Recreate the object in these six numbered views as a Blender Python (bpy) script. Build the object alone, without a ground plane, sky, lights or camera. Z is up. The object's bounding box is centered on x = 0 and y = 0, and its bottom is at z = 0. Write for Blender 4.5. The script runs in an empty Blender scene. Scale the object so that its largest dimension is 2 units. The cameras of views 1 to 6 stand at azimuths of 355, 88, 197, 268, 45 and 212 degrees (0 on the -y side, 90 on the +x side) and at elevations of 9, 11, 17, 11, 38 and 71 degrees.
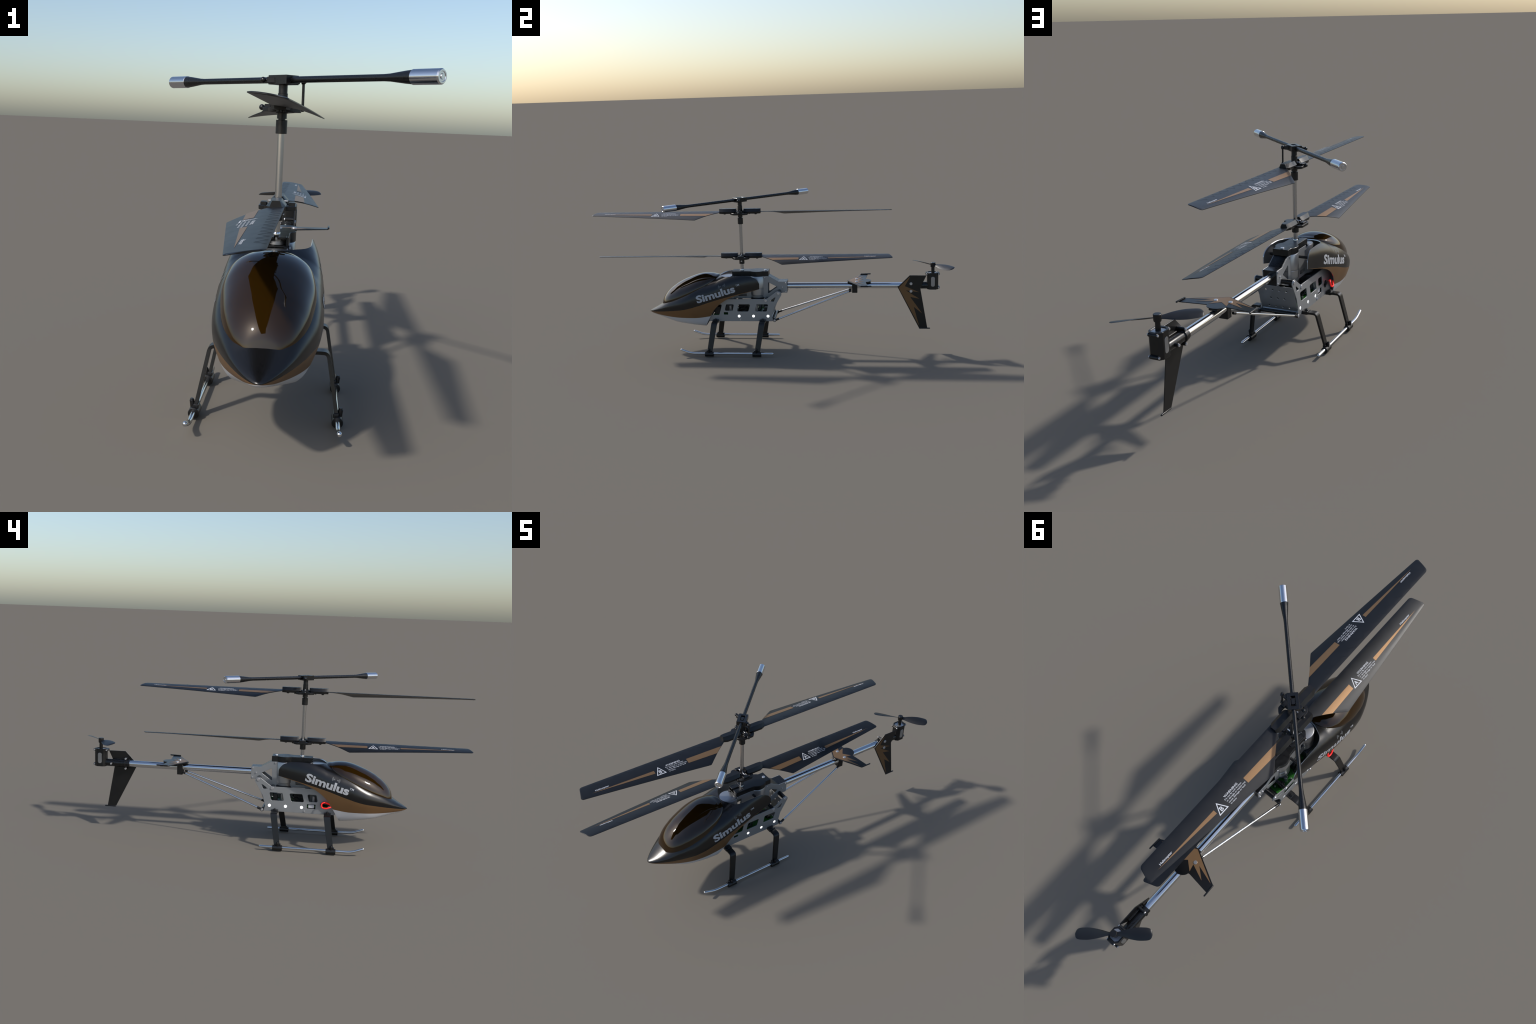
# Toy coaxial helicopter: canopy, metal frame, two rotors, flybar, tail boom, fins, tail rotor, landing skids.
# Modelled in its own frame (x right, y towards the tail, mast axis at the origin) under one yawed Empty.
import bpy, bmesh, math
from math import sin, cos, pi, radians, sqrt, atan2, hypot
from mathutils import Vector, Matrix

COL = bpy.context.scene.collection

# ------------------------------------------------------------------ materials
def mat(name, base, rough=.4, metal=0., spec=.5, coat=0., coat_rough=.05, noise=0., nscale=60., bump=0., bscale=400., emit=0., ecol=(1, 1, 1), rvar=0.):
    m = bpy.data.materials.new(name); m.use_nodes = True
    nt = m.node_tree; b = nt.nodes['Principled BSDF']
    b.inputs['Base Color'].default_value = (*base, 1)
    b.inputs['Roughness'].default_value = rough
    b.inputs['Metallic'].default_value = metal
    b.inputs['Specular IOR Level'].default_value = spec
    b.inputs['Coat Weight'].default_value = coat
    b.inputs['Coat Roughness'].default_value = coat_rough
    if emit:
        b.inputs['Emission Color'].default_value = (*ecol, 1)
        b.inputs['Emission Strength'].default_value = emit
    tc = nt.nodes.new('ShaderNodeTexCoord')
    if noise or rvar:
        n = nt.nodes.new('ShaderNodeTexNoise'); n.inputs['Scale'].default_value = nscale; n.inputs['Detail'].default_value = 4
        nt.links.new(tc.outputs['Object'], n.inputs['Vector'])
    if noise:
        r = nt.nodes.new('ShaderNodeValToRGB')
        r.color_ramp.elements[0].position = .3; r.color_ramp.elements[1].position = .7
        r.color_ramp.elements[0].color = (*[c * (1 - noise) for c in base], 1)
        r.color_ramp.elements[1].color = (*[min(1, c * (1 + noise)) for c in base], 1)
        nt.links.new(n.outputs['Fac'], r.inputs['Fac']); nt.links.new(r.outputs['Color'], b.inputs['Base Color'])
    if rvar:
        mr = nt.nodes.new('ShaderNodeMapRange')
        mr.inputs['To Min'].default_value = rough - rvar; mr.inputs['To Max'].default_value = rough + rvar
        mr.inputs['From Min'].default_value = .3; mr.inputs['From Max'].default_value = .7
        nt.links.new(n.outputs['Fac'], mr.inputs['Value']); nt.links.new(mr.outputs['Result'], b.inputs['Roughness'])
    if bump:
        n2 = nt.nodes.new('ShaderNodeTexNoise'); n2.inputs['Scale'].default_value = bscale; n2.inputs['Detail'].default_value = 2
        nt.links.new(tc.outputs['Object'], n2.inputs['Vector'])
        bp = nt.nodes.new('ShaderNodeBump'); bp.inputs['Strength'].default_value = bump; bp.inputs['Distance'].default_value = .001
        nt.links.new(n2.outputs['Fac'], bp.inputs['Height']); nt.links.new(bp.outputs['Normal'], b.inputs['Normal'])
    return m

BLACK   = mat('black_plastic', (.0048, .0048, .0052), .36, noise=.12, rvar=.05)
SATIN   = mat('black_satin', (.0045, .0048, .0055), .28, rvar=.03)
BLADE   = mat('blade_plastic', (.0060, .0066, .0080), .40, noise=.1, nscale=25, rvar=.02)
FIN     = mat('fin_plastic', (.0055, .0055, .0058), .33, noise=.1)
PAINT   = mat('black_flake_paint', (.0050, .0050, .0054), .25, spec=.55, noise=.6, nscale=520, bump=.10, bscale=900)
GLASS   = mat('smoked_windscreen', (.020, .009, .001), .045, spec=.6)
ORANGE  = mat('copper_orange_paint', (.195, .108, .047), .40, metal=.45, noise=.04, nscale=300)
STRIPE  = mat('copper_orange_print', (.290, .170, .084), .42, metal=.6, noise=.04, nscale=300)
WHITE   = mat('white_paint', (.52, .52, .54), .30)
INNER   = mat('bare_silver_inside', (.62, .63, .65), .30, metal=.75)
FRAME   = mat('frame_silver', (.315, .325, .335), .42, metal=.55, rvar=.04, nscale=40)
FRAMED  = mat('rear_plate_silver', (.36, .37, .385), .34, metal=.75, rvar=.04)
MOTOR   = mat('motor_can_steel', (.40, .405, .415), .32, metal=.80)
CHROME  = mat('polished_steel', (.66, .67, .69), .13, metal=1.)
SHAFT   = mat('mast_steel', (.52, .52, .53), .24, metal=1.)
WEIGHT  = mat('weight_chrome', (.70, .71, .74), .18, metal=1.)
SCREW   = mat('screw_steel', (.58, .58, .60), .34, metal=.8)
PCB     = mat('circuit_board_green', (.016, .14, .012), .40, noise=.5, nscale=90)
CHIP    = mat('chip_black', (.006, .006, .006), .45)
PRINT   = mat('white_print', (.62, .63, .66), .45)
LOGO    = mat('silver_grey_print', (.38, .39, .41), .42)
FAINT   = mat('faint_grey_print', (.11, .115, .12), .45)
RED     = mat('red_light_wire', (.80, .012, .010), .30, emit=.30, ecol=(1, .03, .025))
LED     = mat('lit_lamp', (.9, .9, .9), .4, emit=3.)
TRAY    = mat('tray_dark_metal', (.10, .105, .11), .40, metal=.6)

# ------------------------------------------------------------------ helpers
ROOT = bpy.data.objects.new('toy_helicopter', None); COL.objects.link(ROOT)
ROOT['label'] = 'black and copper toy helicopter with twin rotors and silver frame'
ROOT['category'] = 'toy helicopter'
ROOT.location = (0, -.153, 0); ROOT.rotation_euler = (0, 0, radians(-9))

def obj(name, me, mats, parent=None, smooth=35):
    if smooth and len(me.polygons):
        me.polygons.foreach_set('use_smooth', [True] * len(me.polygons))
        me.set_sharp_from_angle(angle=radians(smooth))
    if mats is not None:
        for m in (mats if isinstance(mats, (list, tuple)) else [mats]): me.materials.append(m)
    o = bpy.data.objects.new(name, me); COL.objects.link(o)
    o.parent = parent or ROOT
    return o

def from_bm(name, bm):
    me = bpy.data.meshes.new(name); bm.normal_update(); bm.to_mesh(me); bm.free(); return me

def copy(o, name, parent=None, loc=(0, 0, 0), rot=(0, 0, 0), scale=(1, 1, 1)):
    c = o.copy(); c.name = name; COL.objects.link(c); c.parent = parent or o.parent
    c.location = loc; c.rotation_euler = rot; c.scale = scale
    return c

def frame_axes(a, b):
    d = (Vector(b) - Vector(a)).normalized()
    up = Vector((0, 0, 1)) if abs(d.z) < .9 else Vector((1, 0, 0))
    s = d.cross(up).normalized(); return d, s, s.cross(d)

def lathe_bm(bm, a, b, prof, n=24):
    """Solid of revolution along a->b; prof = [(distance from a, radius)...]; closed at radius 0."""
    a = Vector(a); d, s, t = frame_axes(a, b); rings = []
    for h, r in prof:
        p = a + d * h
        if r < 1e-6: rings.append([bm.verts.new(p)])
        else: rings.append([bm.verts.new(p + (s * cos(2 * pi * k / n) + t * sin(2 * pi * k / n)) * r) for k in range(n)])
    fs = []
    for i in range(len(rings) - 1):
        A, B = rings[i], rings[i + 1]
        for k in range(n):
            l = (k + 1) % n
            if len(A) == 1 and len(B) == 1: continue
            if len(A) == 1: fs.append(bm.faces.new((A[0], B[l], B[k])))
            elif len(B) == 1: fs.append(bm.faces.new((A[k], A[l], B[0])))
            else: fs.append(bm.faces.new((A[k], A[l], B[l], B[k])))
    bmesh.ops.recalc_face_normals(bm, faces=fs)

def cyl_bm(bm, a, b, r, n=20, ch=.0):
    L = (Vector(b) - Vector(a)).length
    prof = [(0, 0), (0, r - ch), (ch, r), (L - ch, r), (L, r - ch), (L, 0)] if ch else [(0, 0), (0, r), (L, r), (L, 0)]
    lathe_bm(bm, a, b, prof, n)

def cyl(name, a, b, r, m, parent=None, n=20, ch=.0008):
    bm = bmesh.new(); cyl_bm(bm, a, b, r, n, ch); return obj(name, from_bm(name, bm), m, parent)

def lathe(name, a, b, prof, m, parent=None, n=28):
    bm = bmesh.new(); lathe_bm(bm, a, b, prof, n); return obj(name, from_bm(name, bm), m, parent)

def ball_bm(bm, c, r, n=14):
    bmesh.ops.create_uvsphere(bm, u_segments=n, v_segments=n // 2 + 2, radius=r, matrix=Matrix.Translation(c))

def box_bm(bm, lo, hi, bevel=.001, mtx=None):
    lo, hi = Vector(lo), Vector(hi)
    m = Matrix.Translation((lo + hi) / 2) @ Matrix.Diagonal((*(hi - lo), 1))
    if mtx: m = mtx @ m
    g = bmesh.ops.create_cube(bm, size=1, matrix=m)
    if bevel:
        vs = set(g['verts']); es = [e for e in bm.edges if e.verts[0] in vs and e.verts[1] in vs]
        bmesh.ops.bevel(bm, geom=es, offset=bevel, segments=1, affect='EDGES')

def box(name, lo, hi, m, parent=None, bevel=.001, mtx=None):
    bm = bmesh.new(); box_bm(bm, lo, hi, bevel, mtx); return obj(name, from_bm(name, bm), m, parent)

def rounded(pts, rad, seg=5):
    """Polygon with rounded corners; rad = one radius or one per corner."""
    out = []; n = len(pts)
    for i in range(n):
        r = rad[i] if isinstance(rad, (list, tuple)) else rad
        p = Vector(pts[i]); a = Vector(pts[i - 1]) - p; b = Vector(pts[(i + 1) % n]) - p
        la, lb = a.length, b.length
        if r <= 0 or la < 1e-7 or lb < 1e-7: out.append(tuple(p)); continue
        a /= la; b /= lb; ang = a.angle(b)
        if ang > 3.05: out.append(tuple(p)); continue
        t = min(r / math.tan(ang / 2), la * .48, lb * .48); r2 = t * math.tan(ang / 2)
        c = p + (a + b).normalized() * (r2 / sin(ang / 2))
        s, e = p + a * t - c, p + b * t - c
        a0, a1 = atan2(s.y, s.x), atan2(e.y, e.x); da = (a1 - a0 + pi) % (2 * pi) - pi
        out += [(c.x + r2 * cos(a0 + da * k / seg), c.y + r2 * sin(a0 + da * k / seg)) for k in range(seg + 1)]
    return out

def circle(cx, cy, r, n=20):
    return [(cx + r * cos(2 * pi * k / n), cy + r * sin(2 * pi * k / n)) for k in range(n)]

def mesh_of(o):
    dg = bpy.context.evaluated_depsgraph_get(); dg.update()
    me = bpy.data.meshes.new_from_object(o.evaluated_get(dg)); data = o.data
    bpy.data.objects.remove(o)
    (bpy.data.curves.remove(data) if isinstance(data, bpy.types.Curve) else None)
    me.materials.clear(); return me

def plate_mesh(loops, plane, lo, hi, bevel=.0006):
    """Flat piece with the outline loops[0] and holes loops[1:], in plane 'yz', 'xy' or 'xz', between lo and hi."""
    cu = bpy.data.curves.new('outline', 'CURVE'); cu.dimensions = '2D'; cu.fill_mode = 'BOTH'
    for lp in loops:
        sp = cu.splines.new('POLY'); sp.points.add(len(lp) - 1); sp.use_cyclic_u = True
        for q, (u, v) in zip(sp.points, lp): q.co = (u, v, 0, 1)
    h = abs(hi - lo) / 2; bevel = min(bevel, h * .45)
    cu.extrude = h - bevel; cu.bevel_depth = bevel; cu.bevel_resolution = 0; cu.offset = -bevel
    o = bpy.data.objects.new('outline', cu); COL.objects.link(o); me = mesh_of(o)
    mid = (lo + hi) / 2
    for v in me.vertices:
        u, w, d = v.co
        v.co = {'yz': (mid + d, u, w), 'xy': (u, w, mid + d), 'xz': (u, mid - d, w)}[plane]
    bm = bmesh.new(); bm.from_mesh(me); bmesh.ops.remove_doubles(bm, verts=bm.verts, dist=1e-6)
    bmesh.ops.recalc_face_normals(bm, faces=bm.faces); bm.to_mesh(me); bm.free()
    return me

def plate(name, loops, plane, lo, hi, m, parent=None, bevel=.0006, mtx=None):
    me = plate_mesh(loops, plane, lo, hi, bevel)
    if mtx: me.transform(mtx)
    return obj(name, me, m, parent, 30)

def sweep_bm(bm, pts, r, n=12, ball=True):
    """Tube along a polyline, rounded ends."""
    P = [Vector(p) for p in pts]; rings = []
    d0 = (P[1] - P[0]).normalized(); up = Vector((0, 0, 1)) if abs(d0.z) < .9 else Vector((1, 0, 0))
    s = d0.cross(up).normalized()
    def ring(c, s, t, rr): return [bm.verts.new(c + (s * cos(2 * pi * k / n) + t * sin(2 * pi * k / n)) * rr) for k in range(n)]
    for i, p in enumerate(P):
        d = ((P[min(i + 1, len(P) - 1)] - P[max(i - 1, 0)])).normalized()
        s = (s - d * s.dot(d)).normalized(); t = s.cross(d)
        if i == 0 and ball: rings += [ring(p - d * r * sin(a), s, t, r * cos(a)) for a in (1.2, .7)]
        rings.append(ring(p, s, t, r))
        if i == len(P) - 1 and ball: rings += [ring(p + d * r * sin(a), s, t, r * cos(a)) for a in (.7, 1.2)]
    fs = []
    for A, B in zip(rings, rings[1:]):
        fs += [bm.faces.new((A[k], A[(k + 1) % n], B[(k + 1) % n], B[k])) for k in range(n)]
    fs += [bm.faces.new(rings[0]), bm.faces.new(rings[-1])]
    bmesh.ops.recalc_face_normals(bm, faces=fs)

def sweep(name, pts, r, m, parent=None, n=14):
    bm = bmesh.new(); sweep_bm(bm, pts, r, n); return obj(name, from_bm(name, bm), m, parent, 50)

def bend(pts, rad, seg=6):
    """Open 3D polyline with rounded corners."""
    out = [Vector(pts[0])]
    for i in range(1, len(pts) - 1):
        p = Vector(pts[i]); a = Vector(pts[i - 1]) - p; b = Vector(pts[i + 1]) - p
        t = min(rad, a.length * .45, b.length * .45); A = p + a.normalized() * t; B = p + b.normalized() * t
        out += [(A * (1 - k / seg) + p * (k / seg)) * (1 - k / seg) + (p * (1 - k / seg) + B * (k / seg)) * (k / seg) for k in range(seg + 1)]
    return out + [Vector(pts[-1])]

def interp(tab, y):
    """Monotone smooth interpolation of a table [(y, value)...]."""
    n = len(tab)
    if y <= tab[0][0]: return tab[0][1]
    if y >= tab[-1][0]: return tab[-1][1]
    i = max(k for k in range(n) if tab[k][0] <= y)
    d = [(tab[k + 1][1] - tab[k][1]) / (tab[k + 1][0] - tab[k][0]) for k in range(n - 1)]
    def slope(k):
        if k == 0: return d[0]
        if k == n - 1: return d[-1]
        if d[k - 1] * d[k] <= 0: return 0.
        return 2 * d[k - 1] * d[k] / (d[k - 1] + d[k])
    h = tab[i + 1][0] - tab[i][0]; t = (y - tab[i][0]) / h
    return ((2 * t**3 - 3 * t**2 + 1) * tab[i][1] + (t**3 - 2 * t**2 + t) * h * slope(i)
            + (-2 * t**3 + 3 * t**2) * tab[i + 1][1] + (t**3 - t**2) * h * slope(i + 1))

def chop(bm, step):
    """Cut a flat drawing (xy) into a grid so that it can follow a curved surface."""
    for ax in (0, 1):
        vals = [v.co[ax] for v in bm.verts]; lo, hi = min(vals), max(vals); k = math.ceil(lo / step)
        while k * step < hi:
            no = Vector((1, 0, 0)) if ax == 0 else Vector((0, 1, 0))
            bmesh.ops.bisect_plane(bm, geom=bm.verts[:] + bm.edges[:] + bm.faces[:], plane_co=no * (k * step), plane_no=no)
            k += 1

def text_bm(body, height, width, bold=0., shear=0.):
    """Flat mesh of a word: baseline from the origin, cap height and total width as given."""
    cu = bpy.data.curves.new('word', 'FONT'); cu.body = body; cu.size = 1; cu.offset = bold; cu.shear = shear; cu.resolution_u = 3
    o = bpy.data.objects.new('word', cu); COL.objects.link(o); me = mesh_of(o)
    xs = [v.co.x for v in me.vertices]
    cap = .72
    lo, hi = min(xs), max(xs)
    for v in me.vertices: v.co = ((v.co.x - lo) / (hi - lo) * width, v.co.y / cap * height, 0)
    bm = bmesh.new(); bm.from_mesh(me); bpy.data.meshes.remove(me); return bm

def poly_bm(pts, bm=None):
    bm = bm or bmesh.new(); vs = [bm.verts.new((*p, 0)) for p in pts]
    es = [bm.edges.new((vs[i], vs[(i + 1) % len(vs)])) for i in range(len(vs))]
    bmesh.ops.triangle_fill(bm, edges=es, use_beauty=True, use_dissolve=False); return bm

def strip_bm(pts, w, bm=None, closed=False):
    """Flat line of width w along a 2D polyline (mitred)."""
    bm = bm or bmesh.new(); n = len(pts); L = []
    for i in range(n):
        p = Vector(pts[i]); a = Vector(pts[(i - 1) % n] if (closed or i) else pts[0]); b = Vector(pts[(i + 1) % n] if (closed or i < n - 1) else pts[-1])
        d1 = (p - a).normalized() if (p - a).length else (b - p).normalized(); d2 = (b - p).normalized() if (b - p).length else d1
        n1 = Vector((-d1.y, d1.x)); n2 = Vector((-d2.y, d2.x)); m = (n1 + n2).normalized(); k = w / 2 / max(.35, m.dot(n1))
        L.append((bm.verts.new((*(p + m * k), 0)), bm.verts.new((*(p - m * k), 0))))
    for i in range(n if closed else n - 1):
        a, b = L[i], L[(i + 1) % n]; bm.faces.new((a[0], b[0], b[1], a[1]))
    return bm

def map_bm(bm, fn, flip=None):
    for v in bm.verts: v.co = fn(v.co.x, v.co.y)

# shared small hardware -------------------------------------------------------
def screw_mesh(r, h, name='screw'):
    bm = bmesh.new(); lathe_bm(bm, (0, 0, 0), (1, 0, 0), [(0, 0), (0, r), (h * .6, r), (h, r * .86), (h, 0)], 18)
    me = from_bm(name, bm); me.polygons.foreach_set('use_smooth', [True] * len(me.polygons)); me.set_sharp_from_angle(angle=radians(40)); return me

SCREW_X = screw_mesh(.0085, .0038); SCREW_X.materials.append(SCREW)
SCREW_S = screw_mesh(.0045, .004); SCREW_S.materials.append(SCREW)
SCREW_D = screw_mesh(.0045, .004); SCREW_D.materials.append(BLACK)
def screw(parent, loc, me=None, rot=(0, 0, 0)):
    o = bpy.data.objects.new('screw', me or SCREW_X); COL.objects.link(o); o.parent = parent; o.location = loc; o.rotation_euler = rot; return o
FACE_R, FACE_L, FACE_UP = (0, 0, 0), (0, 0, pi), (0, -pi / 2, 0)

# ------------------------------------------------------------------ canopy
def interp_sq(tab, y):
    return sqrt(max(0, interp([(a, b * b) for a, b in tab], y)))
W_T   = [(-.549, .0), (-.5475, .0065), (-.543, .0135), (-.53, .0275), (-.505, .0475), (-.45, .081), (-.39, .1085), (-.33, .127), (-.27, .1335), (-.20, .134), (-.10, .1285), (0, .1195), (.06, .112), (.114, .106)]
ZW_T  = [(-.549, .219), (-.50, .235), (-.45, .2485), (-.33, .272), (-.27, .283), (-.2, .302), (-.1, .327), (0, .349), (.114, .374)]
ZB_T  = [(-.549, .219), (-.5475, .2165), (-.543, .2125), (-.518, .2025), (-.484, .1925), (-.44, .181), (-.409, .1745), (-.325, .160), (-.207, .144), (-.1, .138), (.114, .138)]
# windscreen foot line: half width and height; ridge height of the windscreen
XE_T  = [(-.467, .0), (-.464, .027), (-.458, .043), (-.445, .060), (-.43, .072), (-.40, .0885), (-.35, .1045), (-.28, .1125), (-.22, .106), (-.18, .090), (-.15, .066), (-.137, .043), (-.128, .0)]
ZE_T  = [(-.467, .273), (-.43, .288), (-.39, .301), (-.33, .326), (-.26, .361), (-.2, .391), (-.16, .414), (-.128, .432)]
ZR_T  = [(-.467, .273), (-.464, .292), (-.458, .308), (-.445, .328), (-.43, .345), (-.40, .370), (-.372, .389), (-.335, .408), (-.295, .424), (-.26, .436), (-.227, .443), (-.20, .4445), (-.175, .443), (-.15, .438), (-.128, .432)]
def z_base(y): return interp(ZE_T, y) - interp([(-.4705, .013), (-.45, .011), (-.40, .004), (-.3, .003)], y)
H_T   = [(-.4705, 0)] + [(y, max(0, z + .0006 - z_base(y))) for y, z in ZR_T]
XD_T  = [(-.4705, 0), (-.467, .031), (-.464, .040), (-.458, .050), (-.445, .065), (-.43, .0755), (-.40, .0900)]
BO_T  = [(-.549, .2185), (-.50, .226), (-.45, .2345), (-.39, .2445), (-.322, .256), (-.24, .279), (-.142, .311), (-.03, .340), (.112, .3715)]
OW_T  = [(-.549, .218), (-.50, .209), (-.44, .2055), (-.36, .204), (-.26, .2045), (-.168, .216)]
CUT_T = [(-.207, .144), (-.2045, .150), (-.196, .168), (-.169, .219), (-.143, .260), (-.106, .295), (-.066, .319), (0, .343), (.06, .358), (.112, .3715)]
XO_T  = [(-.127, .0), (-.1255, .012), (-.117, .037), (-.096, .074), (-.075, .088), (-.052, .0945), (.02, .0975), (.114, .098)]
ZO_T  = [(.05, .447), (.07, .440), (.09, .431), (.1, .422), (.108, .411), (.112, .402)]

def n_top(y): return interp([(-.546, 2.0), (-.45, 2.2), (-.2, 2.7), (-.1, 3.2), (.1, 3.2)], y)
def z_top(y):
    if y <= -.467: return interp([(-.549, .2195), (-.5475, .2225), (-.543, .226), (-.507, .2475), (-.467, .2735)], y)
    if y < -.128:
        w, xe, n = interp(W_T, y), interp_sq(XE_T, y), n_top(y); zw = interp(ZW_T, y)
        return zw + (interp(ZE_T, y) - zw) / (1 - (xe / w)**n)**(1 / n)
    return interp([(-.128, .432), (-.1, .443), (-.05, .460), (0, .470), (.114, .478)], y)

def section(y):
    return interp(W_T, y), interp(ZW_T, y), z_top(y), interp(ZB_T, y), n_top(y)
# lower half of the section: (share of the half width, share of the depth) from the widest line to the keel
LOW_ROUND = [(cos(pi / 2 * k / 8), sin(pi / 2 * k / 8)) for k in range(9)]
LOW_FRONT = [(1, 0), (.975, .2), (.915, .42), (.835, .65), (.75, .83), (.65, .945), (.46, .985), (.23, .997), (0, 1)]
LOW_REAR  = [(1, 0), (.963, .2), (.90, .42), (.81, .65), (.72, .83), (.62, .945), (.41, .985), (.2, .997), (0, 1)]
def low(y, q):
    a = interp([(-.549, 0), (-.50, .15), (-.38, 1)], y); b = interp([(-.35, 0), (-.21, 1)], y); out = []
    for k in (0, 1):
        f = [interp([(n / 8, t[n][k]) for n in range(9)], q) for t in (LOW_ROUND, LOW_FRONT, LOW_REAR)]
        out.append(f[0] * (1 - a) + a * (f[1] * (1 - b) + f[2] * b))
    return out
def at_phi(y, p):
    w, zw, zt, zb, nt = section(y); c, s = max(0., cos(p)), sin(p)
    if s >= 0: return w * c**(2 / nt), zw + (zt - zw) * s**(2 / nt)
    x, u = low(y, min(1, -p / (pi / 2))); return w * x, zw - (zw - zb) * u
def phi_z(y, z):
    w, zw, zt, zb, nt = section(y)
    if z >= zw: return math.asin(min(1, max(0, (z - zw) / max(1e-6, zt - zw))**(nt / 2)))
    t = min(1, (zw - z) / max(1e-6, zw - zb)); a, b = 0., 1.
    for _ in range(24):
        m = (a + b) / 2
        if low(y, m)[1] < t: a = m
        else: b = m
    return -a * pi / 2
def phi_x(y, x):
    w, zw, zt, zb, nt = section(y)
    return math.acos(min(1, (x / w)**(nt / 2))) if w > 0 else pi / 2
def canopy_x(y, z):
    return at_phi(y, phi_z(y, z))[0]

def build_canopy():
    NW, NO, NB = 10, 7, 18
    ys = [-.549, -.5485, -.5475, -.5455, -.543, -.538, -.53, -.52, -.507]
    ys += [-.507 + (.507 - .207) * k / 34 for k in range(1, 35)]
    ys += [-.2065, -.205, -.202, -.198, -.193, -.187, -.18, -.174, -.168]
    ys += [-.168 + (.168 - .127) * k / 7 for k in range(1, 8)]
    ys += [-.1268, -.1262, -.125, -.123, -.12, -.115, -.108, -.1, -.09, -.08]
    ys += [-.08 + .13 * k / 14 for k in range(1, 15)] + [.06, .07, .08, .09, .096, .1, .104, .108, .110, .112]
    bm = bmesh.new(); grid = []
    for y in ys:
        lo = -pi / 2 if y <= -.207 else phi_z(y, interp(CUT_T, y))
        hi = pi / 2 if y <= -.127 else phi_x(y, interp(XO_T, y))
        if y > .05: hi = min(hi, phi_z(y, interp(ZO_T, y)))
        ow = max(lo, phi_z(y, interp(OW_T, y))) if y <= -.168 else lo
        bo = max(ow, phi_z(y, interp(BO_T, y)))
        ph = [lo + (ow - lo) * k / NW for k in range(NW)] + [ow + (bo - ow) * k / NO for k in range(NO)] + [bo + (hi - bo) * k / NB for k in range(NB + 1)]
        grid.append([at_phi(y, p) for p in ph])
    for side in (1, -1):
        V = [[bm.verts.new((side * x, y, z)) for x, z in row] for y, row in zip(ys, grid)]
        for i in range(len(ys) - 1):
            for k in range(NW + NO + NB):
                q = (V[i][k], V[i + 1][k], V[i + 1][k + 1], V[i][k + 1])
                f = bm.faces.new(q if side > 0 else q[::-1])
                f.material_index = 2 if k < NW else 1 if k < NW + NO else 0
    bmesh.ops.remove_doubles(bm, verts=bm.verts, dist=1.5e-5)
    bmesh.ops.dissolve_degenerate(bm, edges=bm.edges, dist=1e-5)
    bmesh.ops.recalc_face_normals(bm, faces=bm.faces)
    if sum(f.normal.x * f.calc_center_median().x for f in bm.faces) < 0: bmesh.ops.reverse_faces(bm, faces=bm.faces)
    me = from_bm('canopy', bm); o = obj('canopy', me, [PAINT, ORANGE, WHITE, INNER], smooth=0)
    md = o.modifiers.new('shell', 'SOLIDIFY'); md.thickness = .0038; md.offset = -1; md.material_offset = 3; md.material_offset_rim = 3; md.use_even_offset = False
    dg = bpy.context.evaluated_depsgraph_get(); new = bpy.data.meshes.new_from_object(o.evaluated_get(dg))
    o.modifiers.clear(); o.data = new; new.name = 'canopy'
    for p in new.polygons: p.use_smooth = True
    new.set_sharp_from_angle(angle=radians(50))
    return o

CANOPY = build_canopy()

def build_windscreen():
    ys = [-.4705 + .3425 * (.5 - .5 * cos(pi * k / 60)) for k in range(61)]; N = 36; bm = bmesh.new(); V = []
    for y in ys:
        xe, ze = interp_sq(XD_T + XE_T[6:], y), z_base(y); zr = ze + interp_sq(H_T, y)
        nn = 2.0; row = []
        for k in range(N + 1):
            p = pi * k / N; c, s = cos(p), sin(p)
            x = (1 if c > 0 else -1) * abs(c)**(2 / nn) * (xe + .0012); z = ze + (zr - ze) * max(0, s)**(2 / nn)
            row.append(bm.verts.new((x, y, z)))
        V.append(row)
    for A, B in zip(V, V[1:]):
        for k in range(N): bm.faces.new((A[k], A[k + 1], B[k + 1], B[k]))
    bmesh.ops.remove_doubles(bm, verts=bm.verts, dist=1e-5); bmesh.ops.dissolve_degenerate(bm, edges=bm.edges, dist=1e-5)
    bmesh.ops.recalc_face_normals(bm, faces=bm.faces)
    if sum(f.normal.z for f in bm.faces) < 0: bmesh.ops.reverse_faces(bm, faces=bm.faces)
    return obj('windscreen', from_bm('windscreen', bm), GLASS, CANOPY, 60)
build_windscreen()

def canopy_print(name, bm, m, side, origin, slope, step=.005):
    """Wrap a flat drawing onto the canopy flank: drawing x runs along the text, y upwards."""
    chop(bm, step); y0, z0 = origin; ca, sa = cos(slope), sin(slope)
    def fn(u, v):
        du, dv = u * ca - v * sa, u * sa + v * ca
        y, z = y0 + side * du, z0 + dv
        return (side * (canopy_x(y, z) + .0008), y, z)
    map_bm(bm, fn); bmesh.ops.recalc_face_normals(bm, faces=bm.faces)
    for f in bm.faces:
        if f.normal.x * side < 0: f.normal_flip()
    return obj(name, from_bm(name, bm), m, CANOPY, 60)

def signal_bm():
    bm = bmesh.new()
    for s in (-1, 1):
        for r in (.004, .008, .012):
            strip_bm([(s * (.008 + r * cos(a)), .010 + r * sin(a)) for a in [radians(-48 + 96 * k / 8) for k in range(9)]], .0021, bm)
        poly_bm([(s * .006, .006), (s * .0115, .010), (s * .006, .014)], bm)
    return bm

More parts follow.
